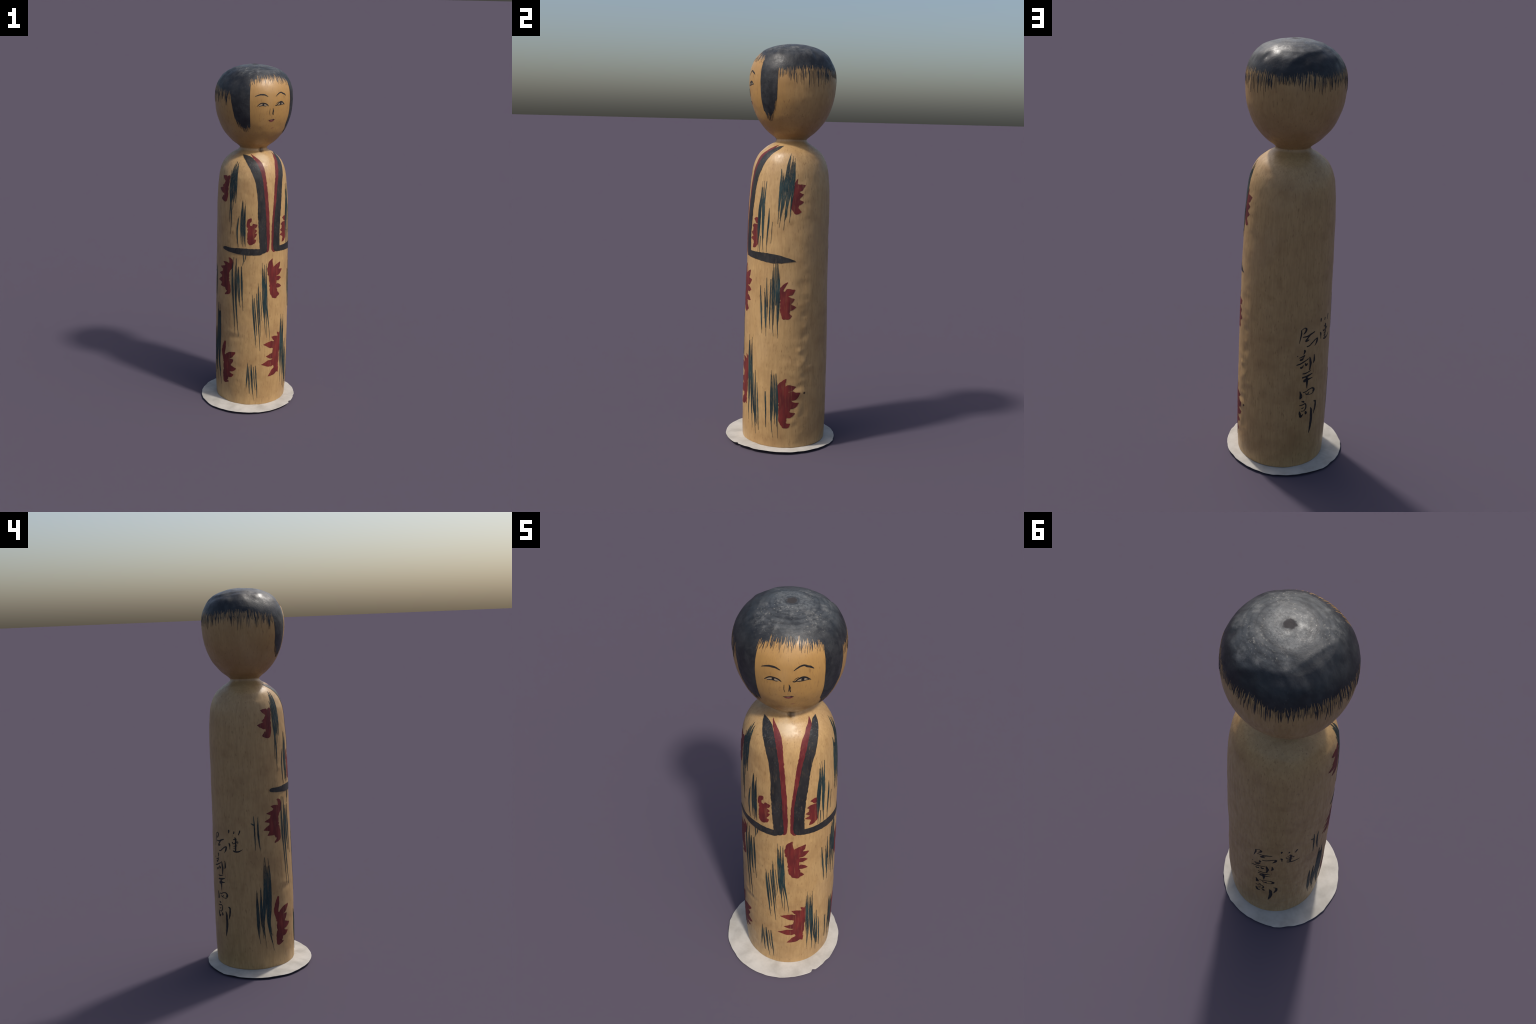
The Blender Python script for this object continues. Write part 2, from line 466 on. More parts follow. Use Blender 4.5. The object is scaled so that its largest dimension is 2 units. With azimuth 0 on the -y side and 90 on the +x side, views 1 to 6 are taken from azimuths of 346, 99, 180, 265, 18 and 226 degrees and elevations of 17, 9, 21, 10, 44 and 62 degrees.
SASHES = [
    [
        stroke((203.6, 0.9735, 10.9), (208.3, 0.9732, 21.7), (218.6, 0.9697, 25.7), (231.6, 0.9696, 33.7), (247.2, 0.9693, 37.6), (262.3, 0.9684, 37.6), (274, 0.9694, 35)),
        stroke((19.3, 0.9598, 2.1), (10.5, 0.9631, 18.4), (0.7, 0.9655, 34), (350.7, 0.9682, 44), (337.5, 0.971, 42.8), (321.4, 0.974, 36), (303.3, 0.9764, 30.6), (297, 0.9772, 30)),
    ],
]
LEAF_TUFTS = [
    [
        stroke((8.6, 1.4748, 1.8), (5.7, 1.4329, 13.3), (3.6, 1.3725, 18.2), (1.9, 1.3117, 21.3), (0.3, 1.2506, 15.2), (357.9, 1.1891, 9.2), (355.2, 1.1208, 1.8)),
        stroke((11.7, 1.4631, 1.8), (10.4, 1.4033, 18.2), (8.6, 1.3427, 21.3), (6.9, 1.2819, 18.3), (4.5, 1.2206, 11), (2.6, 1.159, 7.3), (1.4, 1.1096, 1.8)),
        stroke((15, 1.4544, 1.8), (13.6, 1.3975, 10.9), (12.7, 1.343, 15.2), (11.6, 1.2822, 12.2), (10.4, 1.2273, 6.1), (9, 1.1474, 1.8)),
        stroke((354.8, 1.4029, 2.4), (355.7, 1.3595, 10.9), (355.3, 1.3109, 13.4), (354.5, 1.2497, 9.8), (353.5, 1.1883, 7.3), (353.2, 1.1389, 1.8)),
        stroke((358.2, 1.384, 2.4), (358.7, 1.3235, 12.2), (358.2, 1.2747, 11), (357.6, 1.2197, 6.1), (355.6, 1.164, 2.4)),
        stroke((4.1, 1.2511, 1.8), (5, 1.2023, 4.3), (5, 1.1716, 1.2)),
    ],
    [
        stroke((325.5, 1.3397, 8), (326.1, 1.3168, 9.5), (326.4, 1.2859, 10.9), (325.5, 1.2414, 17.6), (324.1, 1.1909, 20.2), (323.6, 1.1365, 20.2), (323.3, 1.0806, 16.2), (323.6, 1.0335, 6.1), (323.4, 0.9924, 1.7)),
        stroke((328.8, 1.3409, 2), (329.6, 1.2793, 6.4), (330.3, 1.2256, 15.9), (330.8, 1.176, 15.8), (330.8, 1.1201, 14), (331.5, 1.0614, 8.2), (333, 0.9869, 1.7)),
        stroke((333.2, 1.3393, 2.3), (332.4, 1.2783, 4.7), (332.2, 1.2267, 7.1), (332.4, 1.1722, 7.9)),
        stroke((340.1, 1.2122, 1.6), (340.3, 1.1623, 8.9), (339.4, 1.1144, 8.3), (338.4, 1.0602, 5), (338.1, 0.9965, 1.3)),
        stroke((345.7, 1.1467, 1.2), (345.1, 1.0979, 2.5), (344.5, 1.0418, 1.2)),
        stroke((326.9, 1.0726, 4.1), (326.9, 1.032, 3.3), (326.3, 0.9918, 1.3)),
    ],
    [
        stroke((349.9, 0.9442, 7.1), (350, 0.8686, 14.3), (350.6, 0.7965, 17.9), (350.8, 0.7239, 14.3), (351, 0.6508, 7.2), (351.9, 0.585, 2.2)),
        stroke((355.3, 0.9457, 7.1), (356.8, 0.8705, 14.2), (357.4, 0.7984, 17.8), (357.6, 0.7259, 15.7), (357.4, 0.6529, 8.6), (358.3, 0.5761, 2.2)),
        stroke((352.9, 0.9451, 3.6), (353.6, 0.8697, 6.4), (354.3, 0.7976, 6.4), (354.4, 0.7396, 4.3)),
        stroke((346.6, 0.8675, 2.9), (346.7, 0.8096, 7.1), (346.5, 0.744, 7.2), (346.2, 0.6781, 4.3), (347.1, 0.6198, 1.4)),
        stroke((340.4, 0.8723, 2.9), (341.3, 0.7928, 5.7), (342.3, 0.735, 8.6), (342.4, 0.6764, 4.3)),
        stroke((330.5, 0.8313, 3.6), (331.7, 0.7735, 7.2), (333.1, 0.7156, 10.8), (334.2, 0.6574, 7.2), (335.3, 0.5915, 1.4)),
        stroke((337.3, 0.8201, 3.6), (338.9, 0.7626, 10.1), (339.9, 0.7045, 13), (340.8, 0.6462, 7.2), (341.6, 0.5802, 1.4)),
    ],
    [
        stroke((311, 0.5691, 6.9), (310.9, 0.4955, 15.3), (311.1, 0.4193, 16.8), (311.5, 0.3407, 18.9), (312, 0.2597, 17.4), (311.7, 0.1869, 9.8), (311.7, 0.1278, 1.5)),
        stroke((314.5, 0.5476, 3.7), (315.2, 0.4717, 10.3), (316.2, 0.393, 17), (317.2, 0.3121, 15.4), (318.4, 0.2282, 10.7), (319.5, 0.1589, 6.9), (320.4, 0.0919, 1.5)),
        stroke((317.2, 0.56, 4.6), (317.8, 0.481, 6.5), (318.6, 0.4027, 5.7), (320.3, 0.2957, 4.9), (322.2, 0.2096, 9), (324.5, 0.1439, 10.1), (326.5, 0.0673, 1.5)),
        stroke((321.5, 0.3795, 1.9), (322.8, 0.3128, 5.8), (324.4, 0.2273, 8.9), (326.1, 0.1555, 7), (327.3, 0.1087, 2)),
        stroke((324.8, 0.3974, 1.9), (325.5, 0.3206, 5.7), (326.9, 0.2358, 7.8), (327.7, 0.1672, 5.9), (328.9, 0.1203, 1.5)),
        stroke((328.4, 0.3355, 1.9), (329.7, 0.2673, 4.9), (331.1, 0.1802, 5.9), (332, 0.0913, 1.5)),
    ],
    [
        stroke((350.4, 0.4138, 4.3), (351.1, 0.3542, 11.6), (351.5, 0.2791, 16), (351.5, 0.2034, 14.6), (351.4, 0.1345, 5.9), (354.2, 0.0662, 1.5)),
        stroke((353.7, 0.3966, 2.9), (354.8, 0.3409, 10.2), (355.5, 0.281, 11.6), (356, 0.2053, 11.7), (355.5, 0.1364, 4.4)),
        stroke((356.5, 0.4013, 3.6), (357.8, 0.342, 10.2), (358.9, 0.2822, 10.2), (359.3, 0.2066, 10.2), (359.3, 0.1455, 5.8), (0.7, 0.0647, 1.5)),
        stroke((342.2, 0.3003, 4.4), (342.7, 0.2514, 7.3), (343.3, 0.1985, 5.9), (343.8, 0.1145, 1.5)),
    ],
    [
        stroke((225.4, 0.9298, 5.4), (223.9, 0.876, 9.5), (223.8, 0.8048, 13.6), (224.5, 0.7337, 13.7), (226.1, 0.6625, 8.2), (228, 0.5763, 5.5), (230.2, 0.46, 1.4)),
        stroke((230.1, 0.9254, 3.4), (229.9, 0.8654, 12.2), (229.7, 0.7943, 15), (230.1, 0.7229, 13.7), (231.2, 0.6368, 8.2), (233.2, 0.5504, 4.1), (236.1, 0.4504, 1.4)),
        stroke((234.3, 0.8781, 5.4), (234.1, 0.825, 13.6), (234.7, 0.7684, 15), (235.5, 0.7186, 12.3), (236.7, 0.6616, 5.5), (238.4, 0.6334, 1.4)),
        stroke((239.4, 0.8837, 4.1), (239.6, 0.8203, 9.5), (240.3, 0.7565, 10.9), (240.8, 0.6993, 6.8), (242.7, 0.6133, 1.4)),
        stroke((241.9, 0.9512, 4), (242.6, 0.9234, 4), (241.3, 0.8879, 1.3)),
        stroke((246.3, 0.9524, 4), (245.4, 0.9277, 4), (243.9, 0.9098, 1.3)),
    ],
    [
        stroke((273, 0.9052, 3.5), (273.6, 0.8516, 11), (274.5, 0.7876, 14.7), (275.1, 0.7219, 16.1), (275.8, 0.6541, 15.1), (277, 0.5849, 13.1), (277.9, 0.5277, 6.6), (279.5, 0.4622, 1.5)),
        stroke((279.5, 0.8976, 2.6), (279.5, 0.8496, 7.7), (279.5, 0.7914, 10.5), (280.1, 0.7255, 12.5), (280.6, 0.6576, 11.4), (281.9, 0.6022, 8.6), (284.4, 0.5386, 4.8), (287.5, 0.4196, 1)),
        stroke((276.3, 0.8922, 1.7), (276.7, 0.8285, 4.4), (277.3, 0.7637, 5.3), (278.1, 0.6905, 5.5), (279.4, 0.6151, 4.7), (281.4, 0.5375, 2.8), (282.1, 0.4411, 0.9)),
        stroke((266.6, 0.7816, 2.7), (267, 0.7256, 9), (267.5, 0.6719, 11), (268.5, 0.6179, 11.1), (269.4, 0.5547, 7.5), (271, 0.4539, 1.9)),
        stroke((263.9, 0.7209, 2.3), (264.6, 0.6675, 4.6), (265.9, 0.6067, 5.6), (267.4, 0.5374, 5.7), (268.9, 0.4586, 3.8), (270.7, 0.3621, 1)),
        stroke((257.2, 0.715, 3.7), (258.1, 0.662, 9.2), (259.1, 0.6082, 10.3), (260.4, 0.5465, 9.5), (262, 0.4762, 5.8), (264.3, 0.3827, 1)),
        stroke((260.6, 0.6947, 1.8), (261.4, 0.6408, 4.6), (262.8, 0.5799, 5.7), (264.2, 0.5173, 4.8), (265.3, 0.4602, 1.4)),
        stroke((270.1, 0.73, 1.4), (271.4, 0.6633, 2.8), (272.6, 0.5947, 2.7), (271.9, 0.5509, 1.4)),
    ],
    [
        stroke((251.1, 0.2916, 2.9), (251.2, 0.2394, 7.7), (250.5, 0.1879, 8.9), (249.4, 0.1246, 2)),
        stroke((253.6, 0.2668, 1.9), (253.4, 0.2132, 5.9), (254.2, 0.1568, 7), (254.6, 0.0885, 1.5)),
        stroke((256.8, 0.2795, 4), (257.5, 0.2328, 10), (258.3, 0.1851, 10.1), (259.2, 0.1278, 6.2), (261.5, 0.0494, 1.6)),
        stroke((260.5, 0.2644, 2), (261.5, 0.2179, 5), (262.5, 0.1616, 4.1), (264.1, 0.1135, 1)),
        stroke((263.8, 0.2714, 2.5), (264.6, 0.2161, 7), (265.6, 0.1597, 6.1), (266.6, 0.1187, 4.1), (267.4, 0.0579, 1)),
    ],
    [
        stroke((221.9, 1.4765, 5.7), (221.4, 1.4432, 21.3), (222.1, 1.4022, 27.1), (222.3, 1.3598, 28.6), (221.9, 1.3165, 25.1), (219.9, 1.2647, 12.9), (217.7, 1.2049, 5.8), (216.7, 1.1302, 2.2)),
        stroke((227.1, 1.4715, 3.5), (227.3, 1.4317, 14.2), (227.3, 1.3831, 17.8), (225.9, 1.3326, 17.9), (224.7, 1.2816, 14.3), (222.8, 1.2077, 4.3)),
        stroke((228.9, 1.4046, 2.8), (229.4, 1.3483, 5.7), (228.7, 1.2834, 3.6), (228.5, 1.247, 1.4)),
        stroke((215.9, 1.4275, 7.1), (217.5, 1.3861, 14.3), (217.8, 1.3289, 14.3), (218.5, 1.2713, 10.8), (220.4, 1.1696, 5.8), (219.6, 1.0648, 1.5)),
    ],
    [
        stroke((240.6, 1.2657, 3.6), (240.1, 1.2074, 12.9), (239.4, 1.141, 20.1), (240, 1.067, 20.2), (240.6, 0.9998, 18.1)),
        stroke((245.5, 1.256, 3.6), (243.9, 1.1938, 10), (243.6, 1.1274, 13), (243.8, 1.0606, 11.6), (244.3, 1.0008, 10.1)),
        stroke((234.4, 1.1762, 2.9), (232.3, 1.131, 8.7), (231.4, 1.0711, 7.2), (233.3, 0.9933, 2.2)),
    ],
    [
        stroke((184.6, 0.8461, 3), (184, 0.7961, 7.5), (184.2, 0.7418, 9.1), (185.5, 0.6869, 6.1), (186.3, 0.6632, 1.5)),
        stroke((178.4, 0.8475, 2.3), (179.1, 0.7973, 6), (179.3, 0.7431, 6), (179.6, 0.6652, 1.5)),
        stroke((174.5, 0.8097, 6), (177.5, 0.8015, 9), (179.4, 0.7934, 6)),
    ],
    [
        stroke((191.8, 0.6257, 4.6), (192.2, 0.5745, 19.1), (192.1, 0.5034, 22.9), (191.4, 0.4244, 24.5), (189.3, 0.3455, 21.5), (187, 0.274, 15.4), (189.4, 0.1834, 6.2), (191.1, 0.129, 1.5)),
        stroke((196.5, 0.6194, 4.6), (197.2, 0.556, 19.1), (196.9, 0.477, 21.4), (196.6, 0.3976, 20), (194.8, 0.3184, 21.6), (196.3, 0.2364, 15.5), (200.2, 0.1518, 6.2), (202.3, 0.1087, 1.6)),
        stroke((179.3, 0.4526, 3.8), (179.3, 0.389, 10.7), (180, 0.3247, 15.4), (180.5, 0.2438, 16.9), (181.1, 0.1949, 9.3), (182.2, 0.1577, 1.5)),
        stroke((184.9, 0.4669, 3.8), (184.8, 0.4033, 9.2), (184.9, 0.3232, 13.8), (185.9, 0.242, 12.3), (187.3, 0.1844, 6.2)),
        stroke((199.8, 0.4991, 3.8), (199.5, 0.4197, 7.7), (198.3, 0.3404, 9.2), (196.5, 0.2607, 12.4), (199.4, 0.1935, 6.2)),
    ],
]
BLOSSOMS = [
    [
        stroke((19, 1.3567, 2.4), (16.4, 1.3342, 13.4), (14.2, 1.3128, 18.2), (16.2, 1.2886, 40.2), (16.3, 1.2459, 40.3), (16.3, 1.2154, 35.4), (18.5, 1.1971, 22), (22.1, 1.1909, 7.3)),
        stroke((14.8, 1.3068, 36.5), (21.1, 1.3131, 26.8), (30.4, 1.3265, 1.2)),
        stroke((16.9, 1.2734, 30.5), (22.3, 1.2778, 18.3), (27.8, 1.2827, 1.2)),
        stroke((17.2, 1.2411, 26.8), (22.6, 1.2436, 15.9), (28, 1.2472, 1.2)),
        stroke((17, 1.2093, 24.4), (21.1, 1.2008, 17.1), (25.3, 1.1983, 1.8)),
    ],
    [
        stroke((255, 1.1654, 6.2), (252.3, 1.1545, 21.8), (249.8, 1.1344, 17), (250.2, 1.1097, 20.5)),
        stroke((253.9, 1.1231, 24.5), (254.1, 1.1066, 40.2), (254, 1.0662, 40.5), (253.6, 1.0306, 38.2), (252.1, 1.0109, 22.8)),
        stroke((255.9, 1.1156, 26.9), (261.1, 1.1233, 16.1), (264.3, 1.1293, 2.1)),
        stroke((255.8, 1.0871, 27), (261, 1.0933, 15.1), (263.7, 1.0945, 2.1)),
        stroke((255.7, 1.0609, 23.9), (260.9, 1.0701, 13), (263.7, 1.0774, 1.6)),
        stroke((254.2, 1.029, 27.3), (259.5, 1.0359, 14.2), (262.3, 1.0417, 2.2)),
    ],
    [
        stroke((322.4, 1.1222, 33.8), (318.4, 1.1072, 49), (317.9, 1.0739, 44.9), (318.1, 1.0446, 38.6), (320.2, 1.0217, 23.3)),
        stroke((322.3, 1.1364, 32), (317.6, 1.1492, 13.9), (312.4, 1.1519, 1.1)),
        stroke((317.7, 1.1171, 26.4), (312.7, 1.1168, 13.8), (308.4, 1.117, 1.1)),
        stroke((317.9, 1.0855, 29.6), (312.2, 1.0834, 16), (306.5, 1.084, 1.1)),
        stroke((318, 1.0534, 23.7), (311, 1.0563, 11.8), (306, 1.0568, 1.1)),
        stroke((318.8, 1.0345, 22.9), (314.4, 1.0188, 15.1), (311.3, 1.0112, 1.5)),
    ],
    [
        stroke((291.3, 0.9229, 5.1), (287.8, 0.8966, 29.6), (287.8, 0.8713, 41.5), (290.2, 0.8392, 59.4), (292.4, 0.7997, 55.5), (293.1, 0.7601, 53.2), (293.7, 0.7233, 53.7), (296.2, 0.6969, 42.5), (299.1, 0.6786, 11)),
        stroke((294.5, 0.8507, 36.7), (301.7, 0.8715, 25.2), (307.7, 0.8936, 5.4)),
        stroke((296.9, 0.827, 32), (305.6, 0.8387, 20.5), (312, 0.8473, 4.5)),
        stroke((298.2, 0.7956, 28), (304.4, 0.7979, 17.5), (310.5, 0.795, 1.8)),
        stroke((298.3, 0.756, 27.2), (304.5, 0.7502, 15.4), (310.4, 0.7436, 1.8)),
        stroke((297.1, 0.706, 29.8), (302.1, 0.7003, 16.7), (305.9, 0.6987, 1.8)),
    ],
    [
        stroke((309.2, 0.4647, 2.1), (306.9, 0.4343, 24.8), (302.8, 0.4017, 55.6), (300.7, 0.3421, 57), (300.7, 0.2786, 47), (302.7, 0.2275, 29.1), (305.3, 0.2031, 5.8)),
        stroke((306.9, 0.4419, 18.2), (304.9, 0.451, 9.6), (302.2, 0.4635, 1.2)),
        stroke((303, 0.4184, 31.3), (297.2, 0.429, 21.2), (290.5, 0.4418, 1.2)),
        stroke((301.2, 0.3821, 45.4), (290.3, 0.393, 28.9), (276.1, 0.4006, 1.3)),
        stroke((299.5, 0.3215, 35.6), (290.4, 0.3194, 21.7), (280.9, 0.3225, 1.3)),
        stroke((299.6, 0.2766, 39.8), (286.7, 0.2755, 27), (272.9, 0.2739, 1.3)),
        stroke((302.7, 0.2356, 37.3), (294.6, 0.213, 26.5), (284.9, 0.1923, 1.9)),
    ],
    [
        stroke((219.9, 0.9192, 17.6), (221.2, 0.8848, 31.2), (212.9, 0.8537, 49.2), (209.8, 0.7937, 57.6), (214.3, 0.7437, 42.6), (216.1, 0.7163, 31.6), (208.7, 0.6942, 5.5)),
        stroke((216.5, 0.8814, 23.1), (210.2, 0.8834, 12.3), (204.3, 0.8904, 1.4)),
        stroke((212.9, 0.8537, 27.3), (206.1, 0.8534, 15.1), (197.1, 0.8547, 1.4)),
        stroke((211.8, 0.8227, 31.5), (204.8, 0.8178, 19.2), (193.8, 0.8122, 1.4)),
        stroke((210.7, 0.7873, 37), (201.9, 0.7774, 22.1), (192, 0.7681, 1.4)),
        stroke((210.8, 0.76, 34.4), (203.7, 0.7488, 19.3), (197.6, 0.738, 2.1)),
        stroke((219.9, 0.9087, 16.3), (218.3, 0.916, 9.5), (215.4, 0.9195, 2)),
    ],
    [
        stroke((211.4, 0.4038, 11.2), (208.9, 0.3645, 26.7), (207.3, 0.3131, 26.8), (213.4, 0.2861, 53.6), (215.5, 0.2348, 56.5), (212.8, 0.1852, 46.8), (211.6, 0.1485, 29.8), (219.3, 0.1493, 2.8)),
        stroke((213.1, 0.3049, 35.2), (222.7, 0.325, 23.8), (231, 0.3455, 5.6)),
        stroke((215.8, 0.2736, 35.2), (222.8, 0.2848, 19.7), (227.4, 0.2973, 2.8)),
        stroke((218.2, 0.2341, 38.1), (226.2, 0.2368, 21.1), (232.7, 0.2436, 2.8)),
        stroke((215.7, 0.1926, 34), (222.9, 0.1951, 18.3), (228.2, 0.2015, 2.8)),
    ],
    [
        stroke((213.5, 1.3966, 12.9), (209.8, 1.3656, 32.3), (207, 1.3147, 40.1), (207.9, 1.2818, 32.4), (206.4, 1.2576, 27.2), (197.1, 1.2556, 3.9)),
        stroke((209.2, 1.3754, 29.7), (203, 1.3805, 18), (196.8, 1.3873, 1.3)),
        stroke((207.1, 1.3374, 22), (202.5, 1.3343, 12.9), (197.7, 1.3319, 1.9)),
        stroke((206.2, 1.3098, 36.2), (198.7, 1.3096, 21.9), (189.9, 1.3134, 1.3)),
        stroke((206.7, 1.2693, 32.4), (201.7, 1.2612, 19.4), (196.8, 1.2583, 1.9)),
    ],
    [
        stroke((9.8, 0.8561, 2.8), (4.7, 0.836, 17.1), (1.1, 0.8101, 21.4), (4.1, 0.7926, 32.8), (7, 0.7641, 54.2), (7.3, 0.7278, 54.3), (6.4, 0.6912, 40.1), (5, 0.6706, 10)),
        stroke((6, 0.8016, 32.8), (12.7, 0.8065, 24.2), (19.8, 0.8195, 2.9)),
        stroke((7.2, 0.7677, 34.2), (13.9, 0.7674, 20), (19.1, 0.7739, 2.1)),
        stroke((7.4, 0.7351, 37.1), (14.2, 0.7311, 22.9), (21.4, 0.7338, 1.4)),
        stroke((5.8, 0.6984, 38.6), (11.6, 0.6888, 22.9), (16, 0.6904, 2.9)),
    ],
    [
        stroke((10.6, 0.3732, 2.9), (6.8, 0.3518, 26.1), (4.6, 0.3327, 43.5), (6.8, 0.2917, 61), (9, 0.2467, 64), (7.8, 0.1934, 46.6), (6.5, 0.1512, 36.5), (8.2, 0.1284, 14.6)),
        stroke((8.9, 0.3236, 31.9), (16.6, 0.3254, 20.3), (23.8, 0.332, 2.2)),
        stroke((11.1, 0.2884, 43.6), (21.7, 0.2872, 29.1), (29.5, 0.3019, 1.5)),
        stroke((11.3, 0.2432, 39.3), (20.1, 0.2375, 24.7), (27.9, 0.2494, 1.5)),
        stroke((9.7, 0.1952, 33.5), (16.6, 0.1877, 20.4), (23.3, 0.1959, 2.2)),
        stroke((6.2, 0.1411, 29.2), (12.1, 0.131, 19), (17.2, 0.1416, 2.2)),
    ],
]
BROWS = [
    [
        stroke((257.9, 1.8449, 2), (261.8, 1.8514, 4.7), (266.2, 1.8558, 7.1), (269.8, 1.856, 8), (273.3, 1.8536, 6.6), (276.2, 1.8481, 4.1), (277.9, 1.8446, 1.9)),
        stroke((290.3, 1.8439, 1.9), (293.6, 1.8546, 4.8), (297, 1.8627, 6.2), (301.1, 1.8648, 6.7), (303.9, 1.8592, 7.5), (307.4, 1.8543, 7.5), (310.6, 1.8451, 1.6)),
    ],
]
EYES = [
    [
        stroke((260.9, 1.792, 2), (263.7, 1.8015, 4.2), (267.1, 1.8094, 5.1), (270.7, 1.8104, 5.4), (274.2, 1.8074, 5.8), (276.9, 1.801, 4.8), (278.7, 1.793, 1.3)),
        stroke((263.9, 1.7933, 2.1), (266.9, 1.7963, 3.4), (270.6, 1.7978, 3.4), (273.4, 1.7952, 3.7), (275.5, 1.7967, 2)),
        stroke((270.4, 1.811, 7.9), (270.5, 1.8037, 10.5), (270.6, 1.7967, 7.8)),
    ],
    [
        stroke((289.5, 1.7979, 5.1), (291.5, 1.7959, 5), (294.5, 1.8061, 4.6), (297.2, 1.8125, 6.7), (300.6, 1.8147, 7.6), (303.3, 1.8112, 6.7), (305.5, 1.8037, 5.8), (307.7, 1.7992, 1.4)),
        stroke((290.8, 1.8018, 1.3), (293.1, 1.8113, 2), (295.8, 1.8157, 1.7)),
        stroke((293.2, 1.7972, 2.4), (296.6, 1.7979, 3.1), (299.3, 1.7981, 3), (302, 1.8006, 3), (305.5, 1.8011, 3.4)),
        stroke((299.8, 1.8135, 8.1), (299.5, 1.8055, 11.5), (299.2, 1.7978, 8.1)),
    ],
]
EYE_FILLS = [
    [
        stroke((263.6, 1.7959, 1.4), (266.2, 1.7997, 6.1), (269.9, 1.8014, 8.5), (273.4, 1.8003, 6.7), (276.2, 1.7972, 1.7)),
        stroke((292.5, 1.8008, 1.4), (295.5, 1.8033, 5.8), (298.9, 1.805, 9.5), (302.4, 1.8045, 7.5), (305.9, 1.8016, 1.7)),
    ],
]
NOSES = [
    [
        stroke((281.2, 1.781, 1.5), (281, 1.7678, 2.3), (280.9, 1.757, 2), (281.9, 1.7422, 1.1)),
        stroke((285.9, 1.7832, 1.1), (286.6, 1.7728, 5.1), (286.5, 1.7621, 5.6), (285.7, 1.7465, 3.1)),
        stroke((287.6, 1.7711, 1.3), (287.7, 1.7587, 1.6), (287.2, 1.7439, 4.9)),
    ],
]
MOUTH_PARTS = [
    [
        stroke((279.6, 1.7173, 1), (282.6, 1.7165, 2.8), (285.5, 1.7198, 1.7), (288.8, 1.7206, 2.8), (291, 1.7176, 1)),
    ],
    [
        stroke((280.7, 1.7135, 2.1), (283.3, 1.711, 8.3), (285.9, 1.7113, 10.1), (288.5, 1.7146, 8.3), (290.1, 1.7176, 1.7)),
    ],
    [
        stroke((283.3, 1.7167, 0.7), (285.5, 1.7165, 2.4), (287.4, 1.7177, 0.7)),
    ],
    [
        stroke((287, 1.6677, 2.8), (290.3, 1.6706, 7.7), (293.1, 1.6721, 2.8)),
    ],
]
